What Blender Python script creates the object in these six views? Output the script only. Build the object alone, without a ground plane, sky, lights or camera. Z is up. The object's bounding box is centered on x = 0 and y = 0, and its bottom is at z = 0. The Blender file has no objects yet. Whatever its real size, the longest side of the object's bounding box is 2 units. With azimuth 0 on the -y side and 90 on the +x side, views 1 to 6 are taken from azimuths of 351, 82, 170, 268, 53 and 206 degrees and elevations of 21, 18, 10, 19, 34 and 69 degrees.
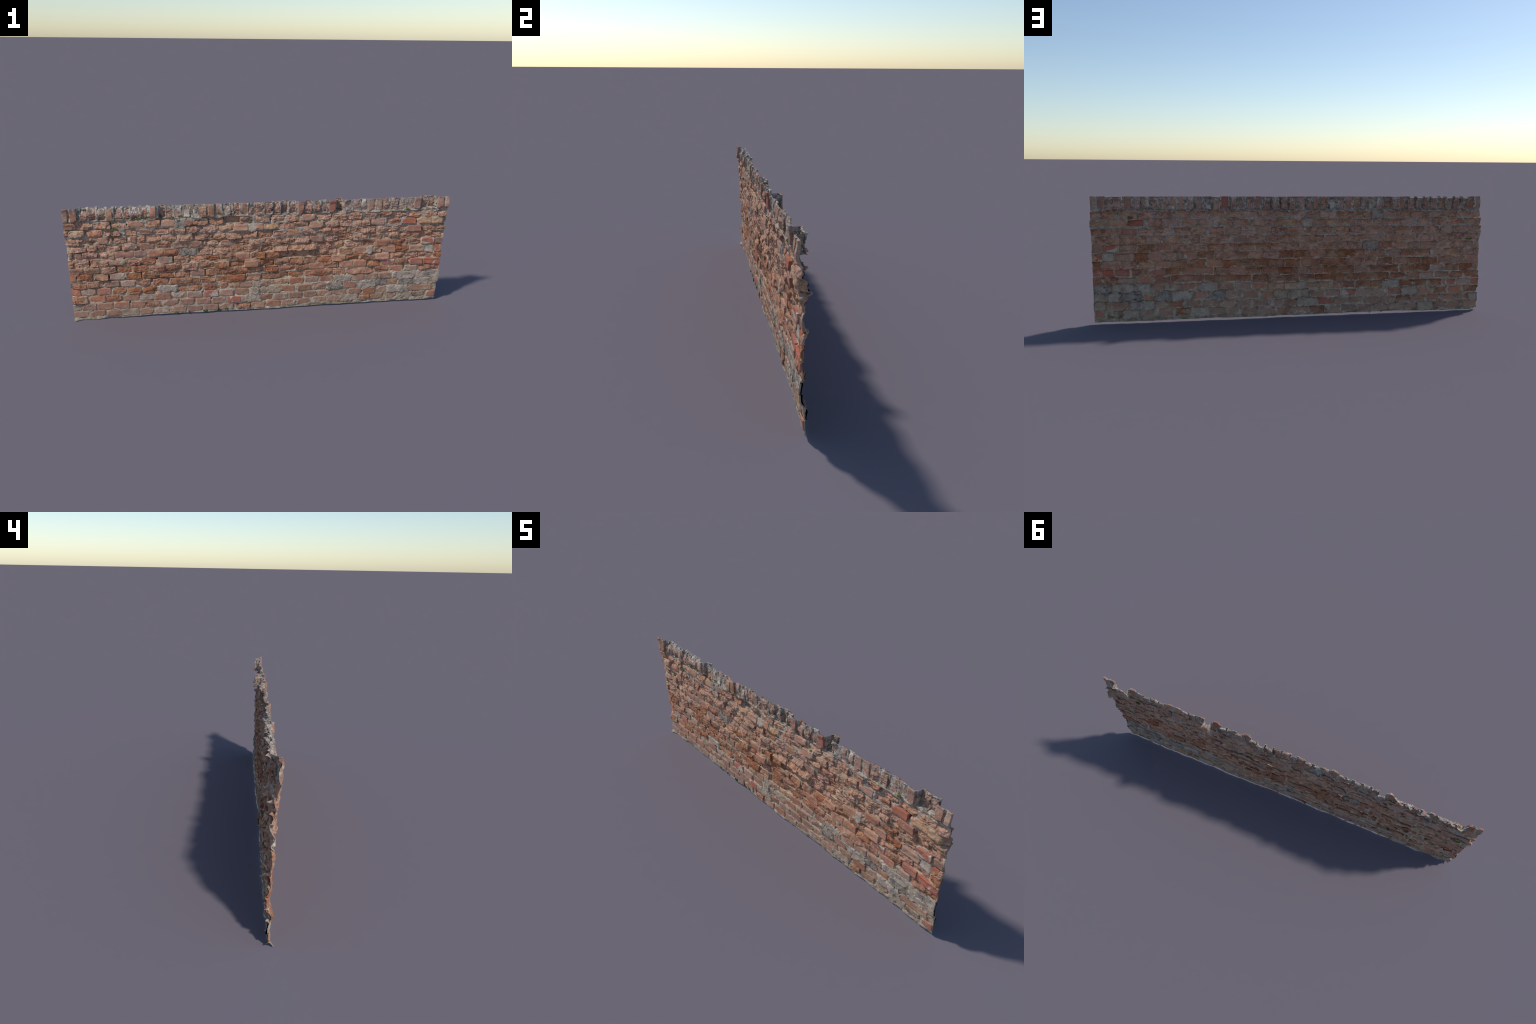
"""A free-standing stretch of old, weathered brick wall: thirteen courses of spalled
bricks bedded in lime mortar under a coping course of bricks standing on end."""
import bpy
import math
import numpy as np

# ---------------------------------------------------------------- masonry schedule
# Course by course from the coping down.  (bed height in mm at five stations along
# the wall, brick height in mm, bricks from left to right).  A brick is written
# <kind><set-back><left end>:<length>, lengths in mm, set-back in 4 mm steps (2 = flush).
#   s smooth red    v vivid red   o orange   p pink weathered   r spalled, pale
#   d spalled, dark   t tan   l lichen-grown   w lime-washed   x red with render scraps
#   b burnt   -- M grey render, T buff render, K blackened render in place of a brick
STATIONS = (-0.823, -0.373, 0.055, 0.463, 0.852)
COURSES = [
    ([576, 579, 581, 583, 586], 61,
     "w1-1001:27 s0-961:30 r4-911:27 r4-871:30 r5-829:33 o3-787:26 r5-750:34 r4-705:28 r4-665:31 r4-621:30 s2-576:27 r7-532:31 r3-495:29 l3-453:33 l3-408:30 l3-363:26 r3-329:30 o1-286:30 l3-246:33 l3-200:27 r4-156:28 o3-116:28 r4-78:26 r3-40:31 r4+6:30 r5+48:30 r7+91:33 r5+133:30 o1+175:30 r4+214:32 r3+264:26 l4+301:29 v1+341:34 r8+385:31 l2+421:31 l3+472:29 l3+512:29 o2+554:29 o2+594:32 r3+637:29 r3+680:31 l3+722:36 l3+764:29 o1+807:33 r7+849:41 r7+892:34 s1+935:30 w1+975:23"),
    ([518, 521, 525, 527, 525], 32,
     "s2-1001:60 r4-931:69 r3-852:75 r6-769:72 s2-688:76 r2-600:69 o2-523:68 K2-452:47 o2-401:37 r2-360:72 r4-280:66 r8-202:78 r3-123:67 r3-41:69 r3+46:62 r2+122:67 o1+199:69 r4+281:73 r2+363:72 r3+448:71 r2+532:70 r2+618:67 r3+699:71 r4+783:72 r2+876:65 r3+950:48"),
    ([480, 481, 484, 488, 487], 32,
     "r3-1000:17 t1-976:72 r4-890:71 r4-803:34 r4-768:37 r4-705:53 o3-636:68 r4-556:70 r1-481:74 r2-396:72 r3-311:70 t3-231:74 o1-156:73 M2-79:40 o2-38:38 t2+3:71 r3+80:76 r2+159:72 o0+244:71 r2+325:70 r3+410:73 r2+494:73 o2+579:73 r3+663:71 v0+751:73 t2+834:82 t1+918:83"),
    ([439, 442, 442, 448, 444], 33,
     "r3-1005:72 r4-926:77 o3-841:49 o3-782:11 r5-759:56 p2-684:33 r3-649:37 r4-598:68 r2-525:73 r1-442:72 r4-354:71 r3-275:73 r3-188:72 r3-105:68 r5-31:76 r2+51:71 o2+127:67 r2+206:69 r2+283:74 r3+368:70 r3+449:75 r2+530:74 r2+621:70 r2+702:72 v0+785:74 r4+873:76 r3+954:41"),
    ([400, 402, 401, 408, 406], 33,
     "r5-975:69 r3-895:43 r3-848:31 r4-805:68 r3-723:72 p2-634:70 r2-553:74 p2-468:71 p2-389:70 r6-308:70 w2-224:68 r3-144:70 r2-66:72 r3+12:49 r3+62:49 r3+112:49 r2+169:74 p2+247:72 r4+336:64 r6+402:81 r3+491:71 r3+575:74 r3+661:72 r4+748:56 r5+806:59 r5+866:58 r5+926:59"),
    ([359, 362, 362, 367, 366], 34,
     "w3-993:20 w3-961:34 r2-922:73 r3-839:68 s3-764:93 p3-670:67 s2-593:71 d3-512:75 K3-431:75 r4-342:70 r4-262:75 r3-185:76 r2-101:89 r6-4:54 r2+52:72 r2+131:74 r3+211:73 r7+294:72 r6+368:74 r4+451:74 r4+536:72 s2+621:72 d3+704:74 r4+788:78 x1+874:72 p3+955:41"),
    ([318, 322, 323, 326, 324], 34,
     "r3-996:20 r2-969:71 r2-885:81 w2-795:72 r3-714:72 d3-628:69 w2-549:74 r2-465:76 r3-379:69 d3-303:77 d3-225:78 s2-145:70 d2-65:72 d2+16:70 r7+93:73 r7+173:74 r7+249:39 r7+290:72 r7+364:45 d2+418:74 o2+498:73 M1+574:20 r3+597:52 o2+659:73 d3+734:69 p2+811:86 M3+900:45 v3+947:35 r3+984:12"),
    ([276, 277, 281, 287, 285], 35,
     "s2-997:67 p2-920:74 r2-839:73 d3-756:72 d3-673:70 d2-596:78 d2-512:79 r2-424:73 d3-341:77 d2-257:74 d6-179:80 o0-99:71 d5-17:73 d3+62:41 d4+105:33 d3+142:72 d3+222:67 d4+291:82 o2+376:75 d3+456:73 d3+542:73 o1+624:73 r4+706:73 r4+789:74 r4+870:76 d4+957:40"),
    ([238, 237, 242, 249, 247], 34,
     "s2-997:29 d2-959:71 d2-878:71 w2-797:73 d2-715:74 d2-634:75 d3-543:69 d2-468:75 p2-382:72 d2-302:76 d2-218:70 d4-138:70 d4-59:73 d4+19:69 d5+92:83 d4+181:72 s3+256:79 d3+338:77 s2+421:73 s2+500:73 d4+579:72 x2+659:73 d3+734:77 v1+824:69 x1+900:98"),
    ([198, 198, 201, 210, 208], 34,
     "d2-999:78 d2-914:75 p2-828:74 w2-745:72 d2-665:70 d2-580:75 d1-494:157 d2-329:72 d2-248:151 d3-91:73 d6-9:151 d4+143:77 d2+233:149 d2+387:69 d2+469:151 d2+628:73 s2+711:72 w1+795:73 d2+878:72 d2+955:42"),
    ([157, 157, 161, 169, 170], 35,
     "s3-1002:49 w2-949:73 x2-866:66 d2-789:67 d2-710:70 d2-630:69 M1-552:91 d2-459:58 d2-398:74 d2-312:73 s2-230:38 t2-178:52 p2-125:68 M2-54:40 t3-12:69 t3+59:83 s3+149:74 p2+233:75 s2+319:76 M1+399:88 s1+489:77 p1+568:76 p1+651:74 M1+731:65 M1+797:69 T1+868:50 K1+920:76"),
    ([116, 114, 117, 126, 128], 37,
     "d1-999:76 s2-907:77 d2-823:74 s2-738:80 T2-652:77 s1-574:80 w2-489:82 w1-406:80 x1-319:78 p1-232:73 p2-149:76 M1-60:34 T3-24:58 T2+35:69 s2+105:71 p1+193:76 t2+280:77 K0+361:77 s1+448:76 M1+528:104 K2+634:66 s2+702:60 K1+776:94 M1+871:69 T1+941:54"),
    ([73, 73, 74, 81, 84], 36,
     "T2-998:43 p1-955:75 s1-875:80 s1-788:77 s1-703:76 d1-621:78 p1-534:78 p1-447:78 p1-359:77 p1-274:74 x0-192:73 T1-114:105 p2-6:63 w1+63:78 p1+146:76 p1+229:78 w1+314:75 p1+394:78 p1+484:73 s1+567:70 w2+643:65 M1+716:57 M0+774:53 p1+828:139 T2+954:41"),
    ([32, 31, 33, 44, 43], 36,
     "p1-1003:80 p1-911:76 p1-828:77 T1-748:81 p1-662:75 w1-579:78 p1-492:78 p1-407:80 p1-319:78 w1-235:77 d1-147:77 w1-63:77 s1+21:77 w1+107:78 p1+195:76 w1+278:80 p1+364:78 M1+445:90 d1+537:70 p2+616:71 p2+711:56 T1+789:67 b1+861:74 x1+946:50"),
]

# small voids where mortar has dropped out: (x mm, z mm, size)
VOIDS = [(946, 519, 1), (930, 560, .6), (747, 510, .8), (754, 467, .6), (827, 492, 1), (864, 437, 1),
         (788, 301, .8), (727, 184, .6), (582, 348, 1), (601, 512, .5), (320, 489, .9), (562, 78, .9),
         (111, 533, .8), (48, 443, .8), (35, 516, .9), (41, 570, .9), (219, 272, .6), (145, 147, .8),
         (-211, 533, 1), (-233, 402, .9), (-529, 451, .7), (-297, 343, .8), (-311, 324, .6), (-263, 379, .7),
         (-554, 328, .9), (-390, 252, .8), (-322, 127, .7), (-450, 82, .8), (-278, 84, .8), (-331, 212, .5),
         (-945, 525, .9), (-695, 518, 1), (-778, 524, .8), (-891, 324, 1), (-893, 308, 1), (-717, 338, .8),
         (-978, 485, .9), (-802, 232, 1), (-964, 240, 1), (-638, 247, .7), (-706, 85, .9), (-875, 81, .9),
         (-622, 76, .9), (-898, 53, .7)]
MOSS = [(771, 553, 1.), (811, 516, 1.2), (-76, 512, .6), (294, 506, .6), (-230, 565, 1.3), (-314, 557, 1.1),
        (-394, 555, .7), (-427, 558, .8), (-477, 551, 1.2), (-602, 553, 1.3), (-635, 550, .8), (-760, 502, 1.),
        (-816, 502, 1.), (-937, 384, 2.), (-876, 426, .8), (-895, 598, .7)]
SPROUTS = [(-200, 18, 1), (-237, 13, 1), (-314, 14, 1), (-400, 9, .7), (-462, 8, .8), (-81, 22, 1.3)]

X_END = 0.9970          # the stretch is cut off square at both ends
UNIT = 0.004            # one step of set-back

# kind: (relief of the face, coarse lumps m), (strata m), edge rounding m, outline wander m, tilt m
SHAPE = {
    "s": (.0011, .0001, .0028, .0016, .0010), "v": (.0004, .0001, .0016, .0007, .0008),
    "o": (.0012, .0002, .0028, .0016, .0010), "p": (.0014, .0002, .0044, .0024, .0012),
    "r": (.0042, .0024, .0026, .0024, .0038), "d": (.0034, .0016, .0026, .0020, .0030),
    "t": (.0026, .0010, .0036, .0018, .0012), "l": (.0026, .0008, .0036, .0026, .0018),
    "w": (.0018, .0003, .0038, .0024, .0012), "x": (.0012, .0002, .0028, .0016, .0010),
    "b": (.0020, .0004, .0045, .0022, .0014), "M": (.0026, .0004, .0090, .0085, .0010),
    "T": (.0026, .0004, .0090, .0080, .0010), "K": (.0030, .0004, .0090, .0090, .0010),
}


# soft bricks have crumbled out over their joints, render spreads over its neighbours
SWELL = {"r": (.0022, .0016), "d": (.0020, .0014), "t": (.0016, .0010), "s": (.0006, .0004),
         "M": (.0080, .0055), "T": (.0080, .0055), "K": (.0085, .0060)}


# ---------------------------------------------------------------- noise
def _hash(ix, iy, iz, seed):
    h = (ix.astype(np.int64) * 374761393 + iy.astype(np.int64) * 668265263
         + iz.astype(np.int64) * 1440662683 + seed * 974634777) & 0xFFFFFFFF
    h = ((h ^ (h >> 13)) * 1274126177) & 0xFFFFFFFF
    h = ((h ^ (h >> 16)) * 2246822519) & 0xFFFFFFFF
    return (h ^ (h >> 15)) / 4294967295.0 * 2.0 - 1.0


def noise(x, z, scale, seed=0, octaves=1, gain=0.5):
    """Smooth value noise in -1..1; scale is the size of one lump in metres."""
    out, amp, total = 0.0, 1.0, 0.0
    x, z = np.broadcast_arrays(np.asarray(x, float), np.asarray(z, float))
    for o in range(octaves):
        f = 2.0 ** o / scale
        u, w = x * f + 17.3 * o + 100, z * f + 9.1 * o + 100
        iu, iw = np.floor(u), np.floor(w)
        fu, fw = u - iu, w - iw
        fu, fw = fu * fu * fu * (fu * (fu * 6 - 15) + 10), fw * fw * fw * (fw * (fw * 6 - 15) + 10)
        k = np.full_like(iu, o)
        a = _hash(iu, iw, k, seed) * (1 - fu) + _hash(iu + 1, iw, k, seed) * fu
        b = _hash(iu, iw + 1, k, seed) * (1 - fu) + _hash(iu + 1, iw + 1, k, seed) * fu
        out = out + amp * (a * (1 - fw) + b * fw)
        total += amp
        amp *= gain
    return out / total


def smooth(a, b, t):
    """Soft ramp from 0 at a to 1 at b."""
    t = np.clip((t - a) / (b - a), 0, 1)
    return t * t * (3 - 2 * t)


# ---------------------------------------------------------------- the wall as a whole
def worn_top(x):
    """1 where the coping is worn down and its mortar lies open on top."""
    return smooth(-0.945, -0.90, x) * (1 - smooth(-0.60, -0.55, x))


def wall_face(x, z):
    """y of the flush face: the wall leans forward, sways along its length and steps in worn ledges."""
    y = 0.0060 - 0.044 * z + 0.0022 * noise(x, z, 0.28, 5)
    y = y - 0.0055 * smooth(-0.3, 0.35, x) * smooth(0.03, 0.2, z) - 0.0020 * smooth(0.55, 0.95, x) * smooth(0.25, 0.5, z)
    y = y + 0.0030 * (1 - smooth(-0.95, -0.45, x)) + 0.0008 * smooth(0.09, 0.02, z) - 0.0055 * smooth(0.84, 1.0, x)
    y = y + 0.0032 * smooth(0.14, 0.30, z) * np.tanh(2.2 * noise(x * 0.26 + 0.2 * z, z, 0.036, 6, 2))
    # the broken ends: bulges and hollows where bricks turn the corner or have fallen away
    right, left = smooth(0.965, 0.997, x), smooth(-0.960, -0.997, x)
    y = y + right * (0.019 * smooth(0.452, 0.466, z) * smooth(0.512, 0.498, z) - 0.006 * smooth(0.10, 0.13, z) * smooth(0.20, 0.15, z))
    y = y + left * (0.010 * smooth(0.375, 0.395, z) * smooth(0.465, 0.43, z) + 0.006 * smooth(0.11, 0.14, z) * smooth(0.21, 0.18, z)
                    - 0.005 * smooth(0.29, 0.32, z) * smooth(0.37, 0.34, z) - 0.004 * smooth(0.07, 0.09, z) * smooth(0.13, 0.10, z))
    return y + (0.0005 + 0.013 * worn_top(x)) * smooth(0.570, 0.616, z) * (1 + 0.5 * noise(x, 0 * z, 0.03, 7))


def top_edge(x):
    return 0.6135 + 0.0031 * x - worn_top(x) * (0.0045 + 0.0040 * noise(x, 0, 0.03, 8, 2))


def hem(x):
    h = -0.0016 * smooth(-0.62, -0.5, x) + np.interp(x, (-1, -.8, -.67, -.54, -.3, 0, .16, .4, .6, .85, 1),
                  (.0005, .0015, .004, .0085, .008, .0067, .006, .0085, .0075, .007, .008))
    return np.maximum(h + 0.0022 * noise(x, 0, 0.04, 21, 3), 0.0)


def set_back(row, step):
    """Set-back in metres; field bricks are less deeply worn than the coping, save for lost ones (8)."""
    if row == 0 and step >= 7:                             # lost coping bricks: deep sockets
        return 0.026 + 0.014 * (step - 7)
    return (step - 2) * (UNIT if row == 0 or step <= 2 or step == 8 else 0.0027)


def parse():
    bricks = []
    for row, (bed, height, text) in enumerate(COURSES):
        for i, token in enumerate(text.split()):
            kind, step = token[0], int(token[1])
            left, length = (float(v) / 1000 for v in token[2:].split(":"))
            cx = left + length / 2
            cz = float(np.interp(cx, STATIONS, bed)) / 1000
            hz = height / 2000
            if row == 0:                                   # coping reaches the top
                low = cz - hz
                cz, hz = (low + 0.622) / 2, (0.622 - low) / 2
            grow, rise = SWELL.get(kind, (0.0, 0.0))
            length, hz = length + 2 * grow, hz + rise
            bricks.append(dict(row=row, kind=kind, cx=cx, cz=cz, hx=length / 2, hz=hz,
                               rec=set_back(row, step), seed=row * 131 + i * 7 + 3))
    return bricks


def wander(b, x, z):
    """Sideways displacement that makes one brick's outline irregular."""
    a = SHAPE[b["kind"]][3]
    s = b["seed"]
    dx = a * (0.5 * noise(x, z, 0.022, s) + 0.8 * noise(x, z, 0.009, s + 1, 2))
    dz = a * (0.6 * noise(x, z, 0.022, s + 2) + 0.8 * noise(x, z, 0.009, s + 3, 2))
    turn = 0.022 * _one(s + 4)
    u, w = x - b["cx"], z - b["cz"]
    if b["row"] == 0:
        return dx - turn * w, dz * 0.7
    return dx + 0.04 * _one(s + 5) * w, dz + turn * u


def _one(seed):
    return float(_hash(np.array([seed]), np.array([3]), np.array([5]), 77)[0])


def rect_distance(b, x, z):
    """Signed distance to the brick's outline (negative inside)."""
    dx, dz = wander(b, x, z)
    qx = np.abs(x - dx - b["cx"]) - b["hx"]
    qz = np.abs(z - dz - b["cz"]) - b["hz"]
    r = 0.004
    return np.minimum(np.maximum(qx + r, qz + r), 0) + np.hypot(np.maximum(qx + r, 0), np.maximum(qz + r, 0)) - r


def mesh_object(name, verts, faces, material, parent, origin=(0, 0, 0), angle=50):
    me = bpy.data.meshes.new(name)
    verts = np.asarray(verts, float) - np.asarray(origin)
    faces = np.asarray(faces, np.int32)
    me.vertices.add(len(verts))
    me.vertices.foreach_set("co", verts.astype(np.float32).ravel())
    n = faces.shape[1]
    me.loops.add(faces.size)
    me.loops.foreach_set("vertex_index", faces.ravel())
    me.polygons.add(len(faces))
    me.polygons.foreach_set("loop_start", np.arange(0, faces.size, n, dtype=np.int32))
    me.polygons.foreach_set("use_smooth", np.ones(len(faces), bool))
    me.update(calc_edges=True)
    me.validate()
    if angle:
        me.set_sharp_from_angle(angle=math.radians(angle))
    me.materials.append(material)
    ob = bpy.data.objects.new(name, me)
    bpy.context.scene.collection.objects.link(ob)
    ob.location = origin
    ob.parent = parent
    return ob


# ---------------------------------------------------------------- mortar bed
class Mortar:
    def __init__(self, bricks, step=0.0021):
        self.step = step
        self.nx = int(2 * X_END / step) + 1
        self.nz = int(0.615 / step) + 1
        self.x = np.linspace(-X_END, X_END, self.nx)
        self.t = np.linspace(0, 1, self.nz)
        lo, hi = hem(self.x), top_edge(self.x) + worn_top(self.x) * 0.006
        self.X = np.repeat(self.x[:, None], self.nz, 1)
        self.Z = lo[:, None] + (hi - lo)[:, None] * self.t[None]
        weight = np.full(self.X.shape, 0.004)
        total = weight * 0.004
        near = []
        for b in bricks:
            pad = 0.045
            i0 = np.searchsorted(self.x, b["cx"] - b["hx"] - pad)
            i1 = np.searchsorted(self.x, b["cx"] + b["hx"] + pad)
            zc = self.Z[min(max((i0 + i1) // 2, 0), self.nx - 1)]
            j0 = np.searchsorted(zc, b["cz"] - b["hz"] - pad)
            j1 = np.searchsorted(zc, b["cz"] + b["hz"] + pad)
            sl = (slice(i0, i1), slice(j0, j1))
            d = rect_distance(b, self.X[sl], self.Z[sl])
            w = np.exp(-(np.maximum(d, 0) / 0.011) ** 2)
            weight[sl] += w
            total[sl] += w * b["rec"]
            near.append((b, sl, d))
        mean = total / weight
        X, Z = self.X, self.Z
        coping = smooth(0.540, 0.552, Z)
        lower = 1 - smooth(0.14, 0.22, Z)
        joint = (0.0026 + 0.0022 * noise(X, Z, 0.05, 31, 2) - 0.0010 * lower
                 + (0.023 - 0.015 * lower) * np.maximum(noise(X * 0.6, Z, 0.035, 35, 2) - 0.02, 0))
        rec = (0.80 * mean + joint) * (1 - coping) + (0.14 * mean + 0.0045 + 0.002 * noise(X, Z, 0.03, 33)) * coping
        ledge = np.exp(-((Z - 0.5455) / 0.0055) ** 2)              # bed joint under the coping stands proud
        rec -= ledge * (0.003 + 0.004 * noise(X, Z * 0, 0.035, 34, 2))
        rec += 0.0017 * noise(X, Z, 0.011, 41, 3, 0.65)
        for vx, vz, r in VOIDS:
            d = np.hypot((X - vx / 1000) / 0.85, (Z - vz / 1000) / 1.15)
            rec += 0.020 * r * (1 - smooth(0.0016, 0.0066 * r + 0.001, d))
        curl = smooth(0, 1, (0.028 - Z) / 0.028)
        rec -= curl * (0.002 + 0.004 * noise(X, Z * 0, 0.09, 43, 2) + 0.014 * (1 - smooth(-0.998, -0.955, X)))
        tip = worn_top(X) * smooth(-0.014, 0.001, Z - hi[:, None])
        rec += tip * 0.006
        self.outer = rec.copy()
        drop = np.zeros(rec.shape)
        for b, sl, d in near:
            inner = b["rec"] + 0.0018 + 0.45 * SHAPE[b["kind"]][0]
            k = smooth(0, 1, (-d - 0.0002) / 0.0028)
            rec[sl] = rec[sl] * (1 - k) + inner * k
            drop[sl] = np.maximum(drop[sl], -d)
        self.rec, self.inside = rec, drop

    def level(self, x, z):
        """Set-back of the mortar around the bricks, sampled anywhere."""
        i = np.clip((x + X_END) / (2 * X_END) * (self.nx - 1), 0, self.nx - 1.001)
        lo, hi = hem(x), top_edge(x)
        j = np.clip((z - lo) / (hi - lo) * (self.nz - 1), 0, self.nz - 1.001)
        return self.outer[np.rint(i).astype(int), np.rint(j).astype(int)]

    def build(self, material, parent):
        keep_v = self.inside < 0.0042
        q = keep_v[:-1, :-1] | keep_v[1:, :-1] | keep_v[:-1, 1:] | keep_v[1:, 1:]
        idx = np.arange(self.nx * self.nz).reshape(self.nx, self.nz)
        a, b, c, d = idx[:-1, :-1][q], idx[1:, :-1][q], idx[1:, 1:][q], idx[:-1, 1:][q]
        front = np.stack([a, b, c, d], 1)
        y = wall_face(self.X, self.Z) + self.rec
        thick = 0.0024
        n = self.nx * self.nz
        pts = np.stack([self.X, y, self.Z], -1).reshape(-1, 3)
        back = pts + np.array([0, thick, 0])
        e = np.concatenate([np.stack([front[:, k], front[:, (k + 1) % 4]], 1) for k in range(4)])
        key = e.min(1).astype(np.int64) * n + e.max(1)
        u, first, count = np.unique(key, return_index=True, return_counts=True)
        rim = e[first[count == 1]]
        side = np.stack([rim[:, 1], rim[:, 0], rim[:, 0] + n, rim[:, 1] + n], 1)
        faces = np.concatenate([front, front[:, ::-1] + n, side])
        used = np.unique(faces)
        remap = np.full(2 * n, -1)
        remap[used] = np.arange(len(used))
        return mesh_object("mortar_bed", np.concatenate([pts, back])[used], remap[faces], material, parent)


# ---------------------------------------------------------------- one brick
def build_brick(b, mortar, material, parent, name):
    lumps, strata, edge, _, tilt = SHAPE[b["kind"]]
    s = b["seed"]
    nu = max(8, int(b["hx"] * 2 / 0.0021)) + 1
    nv = max(8, int(b["hz"] * 2 / 0.0021)) + 1

    def spread(n):
        t = np.linspace(-1, 1, n)
        return 0.55 * t + 0.45 * np.sin(t * math.pi / 2)

    A, Bv = np.meshgrid(spread(nu), spread(nv), indexing="ij")
    hx, hz = b["hx"], b["hz"]
    cut = edge * 0.9 + 0.0008
    px = hx * A - np.sign(A) * cut * 0.5 * np.abs(A) ** 3 * np.abs(Bv) ** 7
    pz = hz * Bv - np.sign(Bv) * cut * 0.5 * np.abs(Bv) ** 3 * np.abs(A) ** (7 * hx / hz)
    x, z = b["cx"] + px, b["cz"] + pz
    dx, dz = wander(b, x, z)
    x, z = x + dx, z + dz
    rim = np.minimum(hx * (1 - np.abs(A)), hz * (1 - np.abs(Bv)))
    # the worn face
    face = b["rec"] + tilt * (_one(s + 11) * A + _one(s + 12) * Bv)
    if strata > 0.0005:                                    # soft bricks wear most along the top
        face = face + 0.7 * tilt * Bv + 0.0022 * _one(s + 13)
    relief = lumps * (1.15 * noise(x, z, 0.024, s + 21, 3, 0.55) + 0.35 * noise(x, z, 0.0055, s + 22, 2))
    if strata > 0.0005:                                    # spalled faces break along layers
        band = noise(x * 0.28 + 0.004 * noise(x, z, 0.02, s + 23), z, 0.0055, s + 24, 2)
        relief = relief + strata * (np.abs(band) * 2.2 - 0.7)
        step = noise(x, z, 0.030, s + 25)
        relief = relief + lumps * 0.7 * smooth(-0.06, 0.06, step)
        # broken facets: the face is the hull of a few tilted break planes
        rng = np.random.default_rng(s)
        hull = None
        for _ in range(6):
            ang = rng.choice((-1, 1)) * math.pi / 2 + rng.normal(0, 0.55)
            slope = rng.uniform(0.06, 0.40) * (lumps / 0.0042)
            ox, oz = rng.uniform(-.6, .6) * hx, rng.uniform(-.6, .6) * hz
            plane = slope * ((px - ox) * math.cos(ang) * 0.7 + (pz - oz) * math.sin(ang))
            hull = plane if hull is None else np.maximum(hull, plane)
        hull = hull - np.median(hull)
        relief = 0.85 * relief + np.clip(hull, -0.004, 0.0050)
    face = face + relief
    rng = np.random.default_rng(s + 5)
    for sx, sz in ((-1, -1), (1, -1), (1, 1), (-1, 1)):    # chipped corners
        chip, reach, deep = rng.random(), rng.uniform(0.006, 0.015), rng.uniform(0.003, 0.007)
        if chip < 0.38:
            d = np.hypot((px - sx * hx) / 1.6, pz - sz * hz) + 0.003 * noise(x, z, 0.007, s + 31, 2)
            face = face + deep * smooth(reach, reach * 0.45, d)
    edge_here = edge * np.where(hz * (1 - np.abs(Bv)) < hx * (1 - np.abs(A)), np.where(Bv > 0, 1.35, 0.65), 1.0)
    round_off = np.clip(1 - rim / edge_here, 0, 1)
    front = face + edge * 0.75 * (1 - np.sqrt(np.maximum(1 - round_off ** 2, 0)))
    front = np.maximum(front, -0.0125)
    face = np.maximum(face, -0.0125)
    # its back follows the face; the rim runs back into the mortar
    thick = 0.0042 + 0.22 * lumps
    rim_back = np.maximum(front + thick * 0.8, mortar.level(x, z) + 0.0014)
    k = smooth(0.0, 0.006, rim)
    back = rim_back * (1 - k) + np.maximum(face + thick, b["rec"] + thick) * k
    top = top_edge(x) - 0.0012 * (b["row"] == 0) * worn_top(x)
    z = np.minimum(z, top)
    z = np.maximum(z, 0.0012)
    proud_end = 0.003 if b["row"] in (2, 3) else 0.0006
    x = np.clip(x, -X_END - proud_end, X_END + proud_end)
    y0 = wall_face(x, z)
    P = np.stack([x, y0 + front, z], -1).reshape(-1, 3)
    Q = np.stack([x, y0 + back, z], -1).reshape(-1, 3)
    n = nu * nv
    idx = np.arange(n).reshape(nu, nv)
    f = np.stack([idx[:-1, :-1], idx[1:, :-1], idx[1:, 1:], idx[:-1, 1:]], -1).reshape(-1, 4)
    loop = np.concatenate([idx[:, 0], idx[-1, 1:], idx[-2::-1, -1], idx[0, -2:0:-1]])
    nxt = np.roll(loop, -1)
    side = np.stack([nxt, loop, loop + n, nxt + n], 1)
    faces = np.concatenate([f, f[:, ::-1] + n, side])
    centre = (b["cx"], float(wall_face(np.array(b["cx"]), np.array(b["cz"]))) + b["rec"], b["cz"])
    ob = mesh_object(name, np.concatenate([P, Q]), faces, material, parent, centre, 42)
    return ob


# ---------------------------------------------------------------- materials
def srgb(r, g, b, gain=1.0):
    def lin(c):
        c = c / 255
        return (c / 12.92 if c <= 0.04045 else ((c + 0.055) / 1.055) ** 2.4)
    return tuple(min(lin(c) * gain, 0.95) for c in (r, g, b)) + (1.0,)


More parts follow.
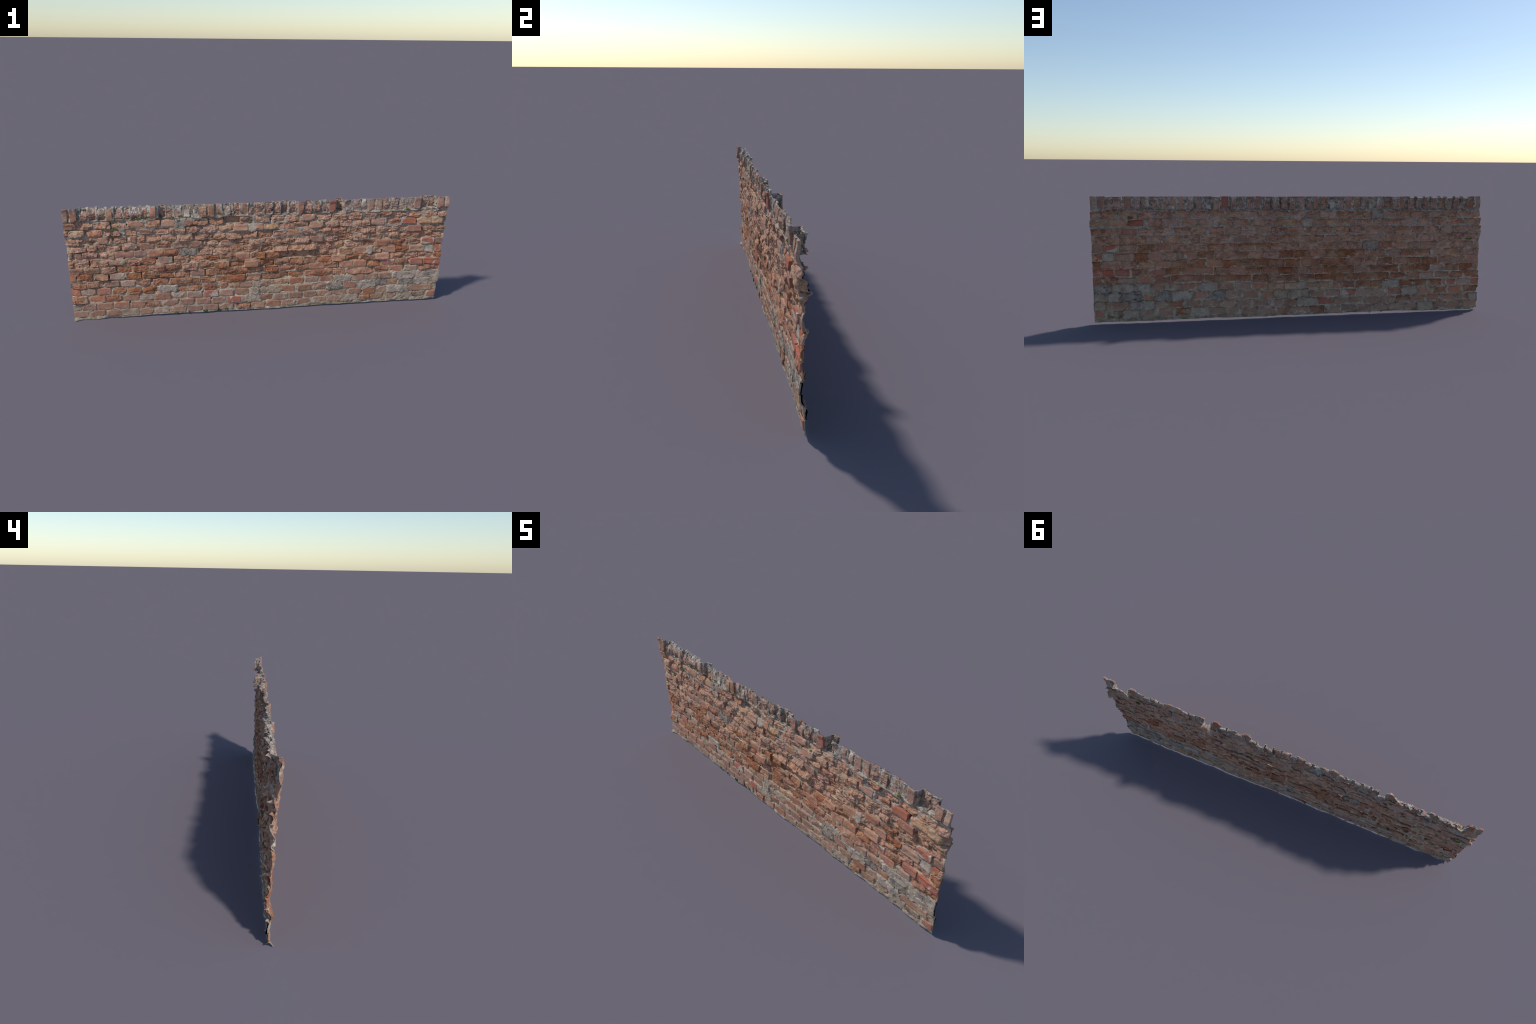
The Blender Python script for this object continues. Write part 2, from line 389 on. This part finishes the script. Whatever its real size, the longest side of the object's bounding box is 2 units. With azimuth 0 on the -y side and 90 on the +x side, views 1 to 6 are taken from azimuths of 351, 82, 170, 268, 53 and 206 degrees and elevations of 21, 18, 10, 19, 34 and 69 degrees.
class Graph:
    def __init__(self, name):
        self.mat = bpy.data.materials.new(name)
        self.mat.use_nodes = True
        self.nt = self.mat.node_tree
        self.bsdf = next(n for n in self.nt.nodes if n.bl_idname == "ShaderNodeBsdfPrincipled")
        self.bsdf.inputs["Roughness"].default_value = 0.92
        self.bsdf.inputs["Specular IOR Level"].default_value = 0.18
        self.coord = self.node("ShaderNodeTexCoord").outputs["Object"]
        self.world = self.node("ShaderNodeNewGeometry").outputs["Position"]
        self.rand = self.node("ShaderNodeObjectInfo").outputs["Random"]

    def node(self, kind, **kw):
        n = self.nt.nodes.new(kind)
        for k, v in kw.items():
            setattr(n, k, v)
        return n

    def link(self, a, b):
        self.nt.links.new(a, b)

    def put(self, socket, value):
        if hasattr(value, "is_linked") or hasattr(value, "links"):
            self.link(value, socket)
        else:
            socket.default_value = value

    def noise(self, scale, detail=3, rough=0.55, seed=0.0, stretch=None, per_object=True):
        vec = self.coord if per_object else self.world
        if stretch:
            m = self.node("ShaderNodeMapping")
            m.inputs["Scale"].default_value = stretch
            self.link(vec, m.inputs["Vector"])
            vec = m.outputs["Vector"]
        t = self.node("ShaderNodeTexNoise", noise_dimensions="4D")
        self.link(vec, t.inputs["Vector"])
        t.inputs["Scale"].default_value = scale
        t.inputs["Detail"].default_value = detail
        t.inputs["Roughness"].default_value = rough
        if per_object:
            self.put(t.inputs["W"], self.math("MULTIPLY_ADD", self.rand, 37.0, seed))
        else:
            t.inputs["W"].default_value = seed
        return t.outputs["Fac"]

    def math(self, op, a, b=0.0, c=0.0):
        m = self.node("ShaderNodeMath", operation=op)
        for s, v in zip(m.inputs, (a, b, c)):
            self.put(s, v)
        return m.outputs[0]

    def step(self, value, lo, hi, out_lo=0.0, out_hi=1.0):
        m = self.node("ShaderNodeMapRange", interpolation_type="SMOOTHSTEP")
        for name, v in (("Value", value), ("From Min", lo), ("From Max", hi), ("To Min", out_lo), ("To Max", out_hi)):
            self.put(m.inputs[name], v)
        return m.outputs[0]

    def mix(self, fac, a, b, mode="MIX"):
        m = self.node("ShaderNodeMix", data_type="RGBA", blend_type=mode)
        self.put(m.inputs["Factor"], fac)
        self.put(m.inputs["A"], a)
        self.put(m.inputs["B"], b)
        return m.outputs["Result"]

    def vary(self, colour, value_spread, hue_spread, fine, fine_lo=0.66, fine_hi=1.32):
        h = self.node("ShaderNodeHueSaturation")
        r2 = self.math("FRACT", self.math("MULTIPLY", self.rand, 91.7))
        r3 = self.math("FRACT", self.math("MULTIPLY", self.rand, 457.3))
        self.put(h.inputs["Hue"], self.step(r2, 0, 1, 0.5 - hue_spread, 0.5 + hue_spread))
        self.put(h.inputs["Saturation"], self.step(r3, 0, 1, 0.90, 1.06))
        v = self.step(self.rand, 0, 1, 1 - value_spread, 1 + value_spread)
        self.put(h.inputs["Value"], self.math("MULTIPLY", v, self.step(fine, 0.25, 0.75, fine_lo, fine_hi)))
        self.put(h.inputs["Color"], colour)
        return h.outputs["Color"]

    def grime(self, colour, dust, dirt):
        """Brick dust and dirt that drift across several bricks and their joints."""
        a = self.noise(11, 5, 0.62, 41.0, per_object=False)
        colour = self.mix(self.math("MULTIPLY", self.step(a, 0.44, 0.66), dust), colour, srgb(168, 138, 114, GAIN))
        b = self.noise(26, 6, 0.68, 47.0, per_object=False)
        colour = self.mix(self.math("MULTIPLY", self.step(b, 0.50, 0.66), dirt), colour, srgb(96, 76, 64, GAIN))
        # lime and render smeared over the bricks, mostly low down towards the right
        sep = self.node("ShaderNodeSeparateXYZ")
        self.link(self.world, sep.inputs[0])
        low = self.step(sep.outputs["Z"], 0.27, 0.16)
        right = self.step(sep.outputs["X"], 0.15, 0.55)
        zone = self.math("MULTIPLY_ADD", self.math("MULTIPLY", low, right), 0.065, self.math("MULTIPLY", low, 0.02))
        d = self.math("ADD", self.noise(17, 6, 0.64, 59.0, per_object=False), zone)
        e = self.noise(60, 4, 0.6, 63.0, per_object=False)
        lime = self.mix(self.step(e, 0.40, 0.62), srgb(164, 148, 126, GAIN), srgb(136, 122, 106, GAIN))
        colour = self.mix(self.math("MULTIPLY", self.step(d, 0.62, 0.67), 0.85), colour, lime)
        c = self.noise(85, 4, 0.62, 53.0, per_object=False)
        return self.mix(self.math("MULTIPLY", self.step(c, 0.56, 0.70), dirt), colour, srgb(78, 62, 54, GAIN))

    def cap_crust(self, colour, amount):
        """Whitish-grey lichen crust over the coping, thickest on the worn left end."""
        sep = self.node("ShaderNodeSeparateXYZ")
        self.link(self.world, sep.inputs[0])
        z, x = sep.outputs["Z"], sep.outputs["X"]
        patch = self.noise(46, 5, 0.66, 61.0, per_object=False)
        reach = self.math("ADD", self.step(z, 0.555, 0.612, -0.10, 0.07), self.step(x, -0.30, -0.62, 0.0, 0.06))
        cover = self.step(self.math("ADD", patch, reach), 0.55, 0.63)
        pale = self.mix(self.step(self.noise(150, 3, 0.6, 67.0, per_object=False), 0.42, 0.58),
                        srgb(112, 109, 103, GAIN), srgb(176, 171, 162, GAIN))
        colour = self.mix(self.math("MULTIPLY", cover, amount), colour, pale)
        black = self.step(self.noise(34, 5, 0.66, 71.0, per_object=False), 0.55, 0.64)
        return self.mix(self.math("MULTIPLY", black, amount * 0.7), colour, srgb(66, 64, 60, GAIN))

    def finish(self, colour, height, strength=0.5, distance=0.0016):
        self.link(colour, self.bsdf.inputs["Base Color"])
        b = self.node("ShaderNodeBump")
        b.inputs["Strength"].default_value = strength
        b.inputs["Distance"].default_value = distance
        self.link(height, b.inputs["Height"])
        self.link(b.outputs["Normal"], self.bsdf.inputs["Normal"])
        return self.mat


GAIN = 1.27
GREY = srgb(156, 147, 135, GAIN)
PALE = srgb(184, 177, 165, GAIN)
SOOT = srgb(62, 60, 56, GAIN)


def brick_material(name, main, second, deep, smear=0.0, smear_colour=GREY, specks=0.0, soot=0.0,
                   strata=0.0, spread=0.075, hue=0.0035, bump=0.5, grime=0.5, crust=0.0):
    g = Graph(name)
    main, second, deep = (srgb(*c, GAIN) for c in (main, second, deep))
    patches = g.noise(38, 4, 0.6, 1.0)
    colour = g.mix(g.step(patches, 0.40, 0.60), main, second)
    if strata:
        layers = g.noise(1.0, 4, 0.6, 5.0, stretch=(38, 38, 150))
        colour = g.mix(g.math("MULTIPLY", g.step(layers, 0.50, 0.68), strata), colour, deep)
        # hairline cracks along the firing layers
        m = g.node("ShaderNodeMapping")
        m.inputs["Scale"].default_value = (34, 34, 105)
        bend = g.node("ShaderNodeVectorMath", operation="ADD")
        wob = g.node("ShaderNodeTexNoise")
        wob.inputs["Scale"].default_value = 55
        g.link(g.world, wob.inputs["Vector"])
        sc = g.node("ShaderNodeVectorMath", operation="SCALE")
        g.link(wob.outputs["Color"], sc.inputs[0])
        sc.inputs["Scale"].default_value = 0.022
        g.link(g.world, bend.inputs[0])
        g.link(sc.outputs[0], bend.inputs[1])
        g.link(bend.outputs[0], m.inputs["Vector"])
        v = g.node("ShaderNodeTexVoronoi", feature="DISTANCE_TO_EDGE")
        v.inputs["Scale"].default_value = 1.0
        g.link(m.outputs["Vector"], v.inputs["Vector"])
        crack = g.math("MULTIPLY", g.step(v.outputs["Distance"], 0.075, 0.015), g.step(patches, 0.40, 0.55))
        colour = g.mix(g.math("MULTIPLY", crack, strata * 1.3), colour, srgb(74, 58, 50, GAIN))
    pits = g.noise(150, 3, 0.6, 9.0)
    colour = g.mix(g.math("MULTIPLY", g.step(pits, 0.58, 0.72), 0.55), colour, deep)
    fine = g.noise(420, 3, 0.65, 3.0)
    colour = g.vary(colour, spread, hue, fine)
    colour = g.grime(colour, grime, grime)
    height = fine
    if smear:
        cover = g.noise(19, 5, 0.58, 13.0)
        t = 0.70 - 0.30 * smear
        colour = g.mix(g.math("MULTIPLY", g.step(cover, t, t + 0.05), 0.88),
                       colour, g.mix(g.step(pits, 0.4, 0.62), smear_colour, PALE))
    if soot:
        cover = g.noise(48, 5, 0.65, 17.0)
        t = 0.72 - 0.30 * soot
        colour = g.mix(g.math("MULTIPLY", g.step(cover, t, t + 0.09), 0.8), colour, SOOT)
    if specks:
        spots = g.noise(190, 2, 0.5, 23.0)
        t = 0.78 - 0.22 * specks
        colour = g.mix(g.math("MULTIPLY", g.step(spots, t, t + 0.05), 0.85), colour, PALE)
    if crust:
        colour = g.cap_crust(colour, crust)
    return g.finish(colour, height, bump)


def render_material(name, main, second, dark, dark_amount, specks=0.25, per_object=True):
    g = Graph(name)
    main, second, dark = (srgb(*c, GAIN) for c in (main, second, dark))
    colour = g.mix(g.step(g.noise(30, 5, 0.62, 2.0, per_object=per_object), 0.40, 0.60), main, second)
    t = 0.72 - 0.34 * dark_amount
    colour = g.mix(g.step(g.noise(42, 6, 0.68, 7.0, per_object=per_object), t, t + 0.10), colour, dark)
    spots = g.noise(210, 2, 0.5, 15.0, per_object=per_object)
    t = 0.78 - 0.22 * specks
    colour = g.mix(g.math("MULTIPLY", g.step(spots, t, t + 0.05), 0.8), colour, PALE)
    fine = g.noise(360, 4, 0.7, 3.0, per_object=per_object)
    colour = g.vary(colour, 0.03, 0.002, fine, 0.70, 1.22)
    colour = g.grime(colour, 0.15, 0.25)
    return g.finish(colour, fine, 0.6, 0.002)


def mortar_material():
    """Buff lime mortar low down, dusty red in the eroded middle, grey and lichen-grown at the top."""
    g = Graph("lime_mortar")
    sep = g.node("ShaderNodeSeparateXYZ")
    g.link(g.coord, sep.inputs[0])
    z = sep.outputs["Z"]
    wobble = g.math("MULTIPLY_ADD", g.noise(9, 4, 0.6, 1.0, per_object=False), 0.16, -0.08)
    zz = g.math("ADD", z, wobble)
    buff = g.mix(g.step(g.noise(40, 4, 0.6, 2.0, per_object=False), 0.4, 0.6), srgb(174, 158, 140, GAIN), srgb(154, 138, 122, GAIN))
    dusty = g.mix(g.step(g.noise(34, 4, 0.6, 4.0, per_object=False), 0.38, 0.62), srgb(172, 152, 130, GAIN), srgb(158, 120, 96, GAIN))
    grey = g.mix(g.step(g.noise(50, 5, 0.65, 6.0, per_object=False), 0.38, 0.62), srgb(160, 151, 140, GAIN), srgb(144, 124, 110, GAIN))
    colour = g.mix(g.step(zz, 0.16, 0.26), buff, dusty)
    colour = g.mix(g.step(zz, 0.38, 0.47), colour, grey)
    crust = g.math("MULTIPLY", g.step(g.noise(55, 5, 0.66, 8.0, per_object=False), 0.49, 0.57), g.step(zz, 0.50, 0.57, 0.08, 0.7))
    colour = g.mix(crust, colour, srgb(58, 60, 60, GAIN))
    colour = g.cap_crust(colour, 0.8)
    white = g.math("MULTIPLY", g.step(g.noise(120, 3, 0.6, 12.0, per_object=False), 0.57, 0.64), g.step(zz, 0.46, 0.56, 0.25, 0.8))
    colour = g.mix(white, colour, srgb(196, 194, 188, GAIN))
    green = g.math("MULTIPLY", g.step(g.noise(24, 4, 0.6, 18.0, per_object=False), 0.56, 0.64), g.step(zz, 0.50, 0.58, 0.0, 0.5))
    colour = g.mix(green, colour, srgb(96, 98, 62, GAIN))
    base = g.math("MULTIPLY", g.step(g.noise(30, 4, 0.6, 22.0, per_object=False), 0.42, 0.60), g.step(z, 0.03, 0.012, 0.0, 0.7))
    colour = g.mix(base, colour, srgb(92, 92, 66, GAIN))
    colour = g.grime(colour, 0.3, 0.35)
    fine = g.noise(380, 4, 0.7, 3.0, per_object=False)
    colour = g.vary(colour, 0.0, 0.0, fine, 0.72, 1.2)
    return g.finish(colour, fine, 0.6, 0.002)


def moss_material(name, a, b):
    g = Graph(name)
    a, b = srgb(*a, GAIN), srgb(*b, GAIN)
    colour = g.mix(g.step(g.noise(220, 3, 0.6, 1.0), 0.38, 0.62), a, b)
    fine = g.noise(700, 3, 0.7, 3.0)
    return g.finish(g.vary(colour, 0.05, 0.0, fine, 0.6, 1.25), fine, 0.9, 0.003)


def make_materials():
    B, R = brick_material, render_material
    return {
        "s": B("smooth_red_brick", (162, 112, 88), (148, 104, 88), (116, 78, 62), 0.14, specks=0.05, grime=0.42),
        "S": B("coping_red_brick", (154, 110, 90), (142, 106, 92), (108, 78, 66), 0.30, specks=0.15, soot=0.12, grime=0.45, crust=0.45),
        "v": B("vivid_red_brick", (156, 96, 77), (148, 94, 78), (116, 70, 56), 0.05, spread=0.04, grime=0.10),
        "o": B("orange_brick", (168, 120, 94), (158, 120, 104), (130, 88, 68), 0.24, smear_colour=srgb(150, 136, 134, GAIN), grime=0.3),
        "p": B("pink_weathered_brick", (150, 114, 95), (138, 106, 92), (108, 82, 70), 0.14, specks=0.1, grime=0.35),
        "r": B("spalled_pale_brick", (173, 132, 111), (160, 115, 93), (106, 80, 67), 0.12, soot=0.10, strata=0.5, bump=0.9),
        "d": B("spalled_dark_brick", (154, 104, 78), (140, 92, 68), (94, 66, 52), 0.08, strata=0.45, bump=0.9),
        "t": B("tan_brick", (168, 136, 110), (158, 122, 98), (112, 88, 72), 0.22, smear_colour=srgb(140, 132, 100, GAIN), strata=0.3, grime=0.4),
        "l": B("lichen_grown_brick", (152, 114, 100), (138, 114, 104), (92, 80, 74), 0.62, specks=0.6, soot=0.36, crust=0.8),
        "c": B("coping_spalled_brick", (160, 124, 108), (146, 110, 94), (96, 76, 66), 0.22, specks=0.35, soot=0.30, strata=0.5, bump=0.9, crust=0.85),
        "w": B("lime_washed_brick", (156, 120, 102), (150, 126, 110), (114, 94, 82), 0.46, smear_colour=srgb(146, 138, 126, GAIN), specks=0.2, grime=0.3),
        "x": B("red_brick_with_render", (158, 98, 80), (148, 98, 84), (116, 76, 64), 0.50, spread=0.05, grime=0.2),
        "b": B("burnt_brick", (110, 92, 80), (94, 82, 72), (66, 58, 52), 0.12, soot=0.3),
        "M": R("grey_render", (166, 151, 136), (149, 134, 121), (96, 90, 84), 0.42, 0.25, False),
        "T": R("buff_render", (160, 143, 126), (149, 128, 112), (106, 96, 86), 0.34, 0.15, False),
        "K": R("blackened_render", (148, 136, 124), (122, 114, 107), (76, 72, 69), 0.56, 0.35, False),
    }


# ---------------------------------------------------------------- growth
def blob(cx, cy, cz, rx, ry, rz, seed, n=14):
    a = np.linspace(0, 2 * math.pi, n * 2, endpoint=False)
    t = np.linspace(0.04, math.pi - 0.04, n)
    A, T = np.meshgrid(a, t, indexing="ij")
    r = 1 + 0.30 * noise(np.cos(A) * np.sin(T) + seed, np.cos(T) + np.sin(A) * np.sin(T), 0.45, seed, 2)
    v = np.stack([cx + rx * r * np.cos(A) * np.sin(T), cy + ry * r * np.sin(A) * np.sin(T), cz + rz * r * np.cos(T)], -1).reshape(-1, 3)
    idx = np.arange(2 * n * n).reshape(2 * n, n)
    i2 = np.roll(idx, -1, 0)
    f = np.stack([idx[:, :-1], idx[:, 1:], i2[:, 1:], i2[:, :-1]], -1).reshape(-1, 4)
    return v, f


def growth(name, spots, mortar, material, parent, size, lift):
    rng = np.random.default_rng(11)
    V, F, base = [], [], 0
    for k, (x, z, r) in enumerate(spots):
        for i in range(int(5 * r) + 3):
            bx = x / 1000 + rng.normal(0, 0.0055 * r)
            bz = max(z / 1000 + rng.normal(0, 0.0022 * r), 0.003)
            if abs(bx) > X_END - 0.004:
                continue
            y = float(wall_face(np.array(bx), np.array(bz)) + mortar.level(np.array([bx]), np.array([bz]))[0]) - lift
            v, f = blob(bx, y, bz, size[0] * rng.uniform(.6, 1.2), size[1] * rng.uniform(.7, 1.2), size[2] * rng.uniform(.6, 1.2), k * 31 + i)
            V.append(v)
            F.append(f + base)
            base += len(v)
    ob = mesh_object(name, np.concatenate(V), np.concatenate(F), material, parent, angle=0)
    ob["kind"] = "stuff"
    return ob


def main():
    wall = bpy.data.objects.new("brick_wall", None)
    bpy.context.scene.collection.objects.link(wall)
    wall["label"] = "long weathered red brick wall with crumbling mortar and coping"
    wall["category"] = "brick wall"
    bricks = parse()
    mats = make_materials()
    mortar = Mortar(bricks)
    mortar.build(mortar_material(), wall)
    coping = {"r": "c", "s": "S", "o": "S"}
    for b in bricks:
        name = "mortar_patch" if b["kind"] in "MTK" else ("coping_brick" if b["row"] == 0 else "brick")
        build_brick(b, mortar, mats[coping.get(b["kind"], b["kind"]) if b["row"] == 0 else b["kind"]], wall, name)
    growth("moss", MOSS, mortar, moss_material("moss_green", (118, 118, 58), (86, 90, 44)), wall, (.0052, .0030, .0032), 0.001)
    growth("weed_sprout", SPROUTS, mortar, moss_material("weed_green", (72, 104, 52), (50, 80, 40)), wall, (.0030, .0024, .0048), 0.002)


main()
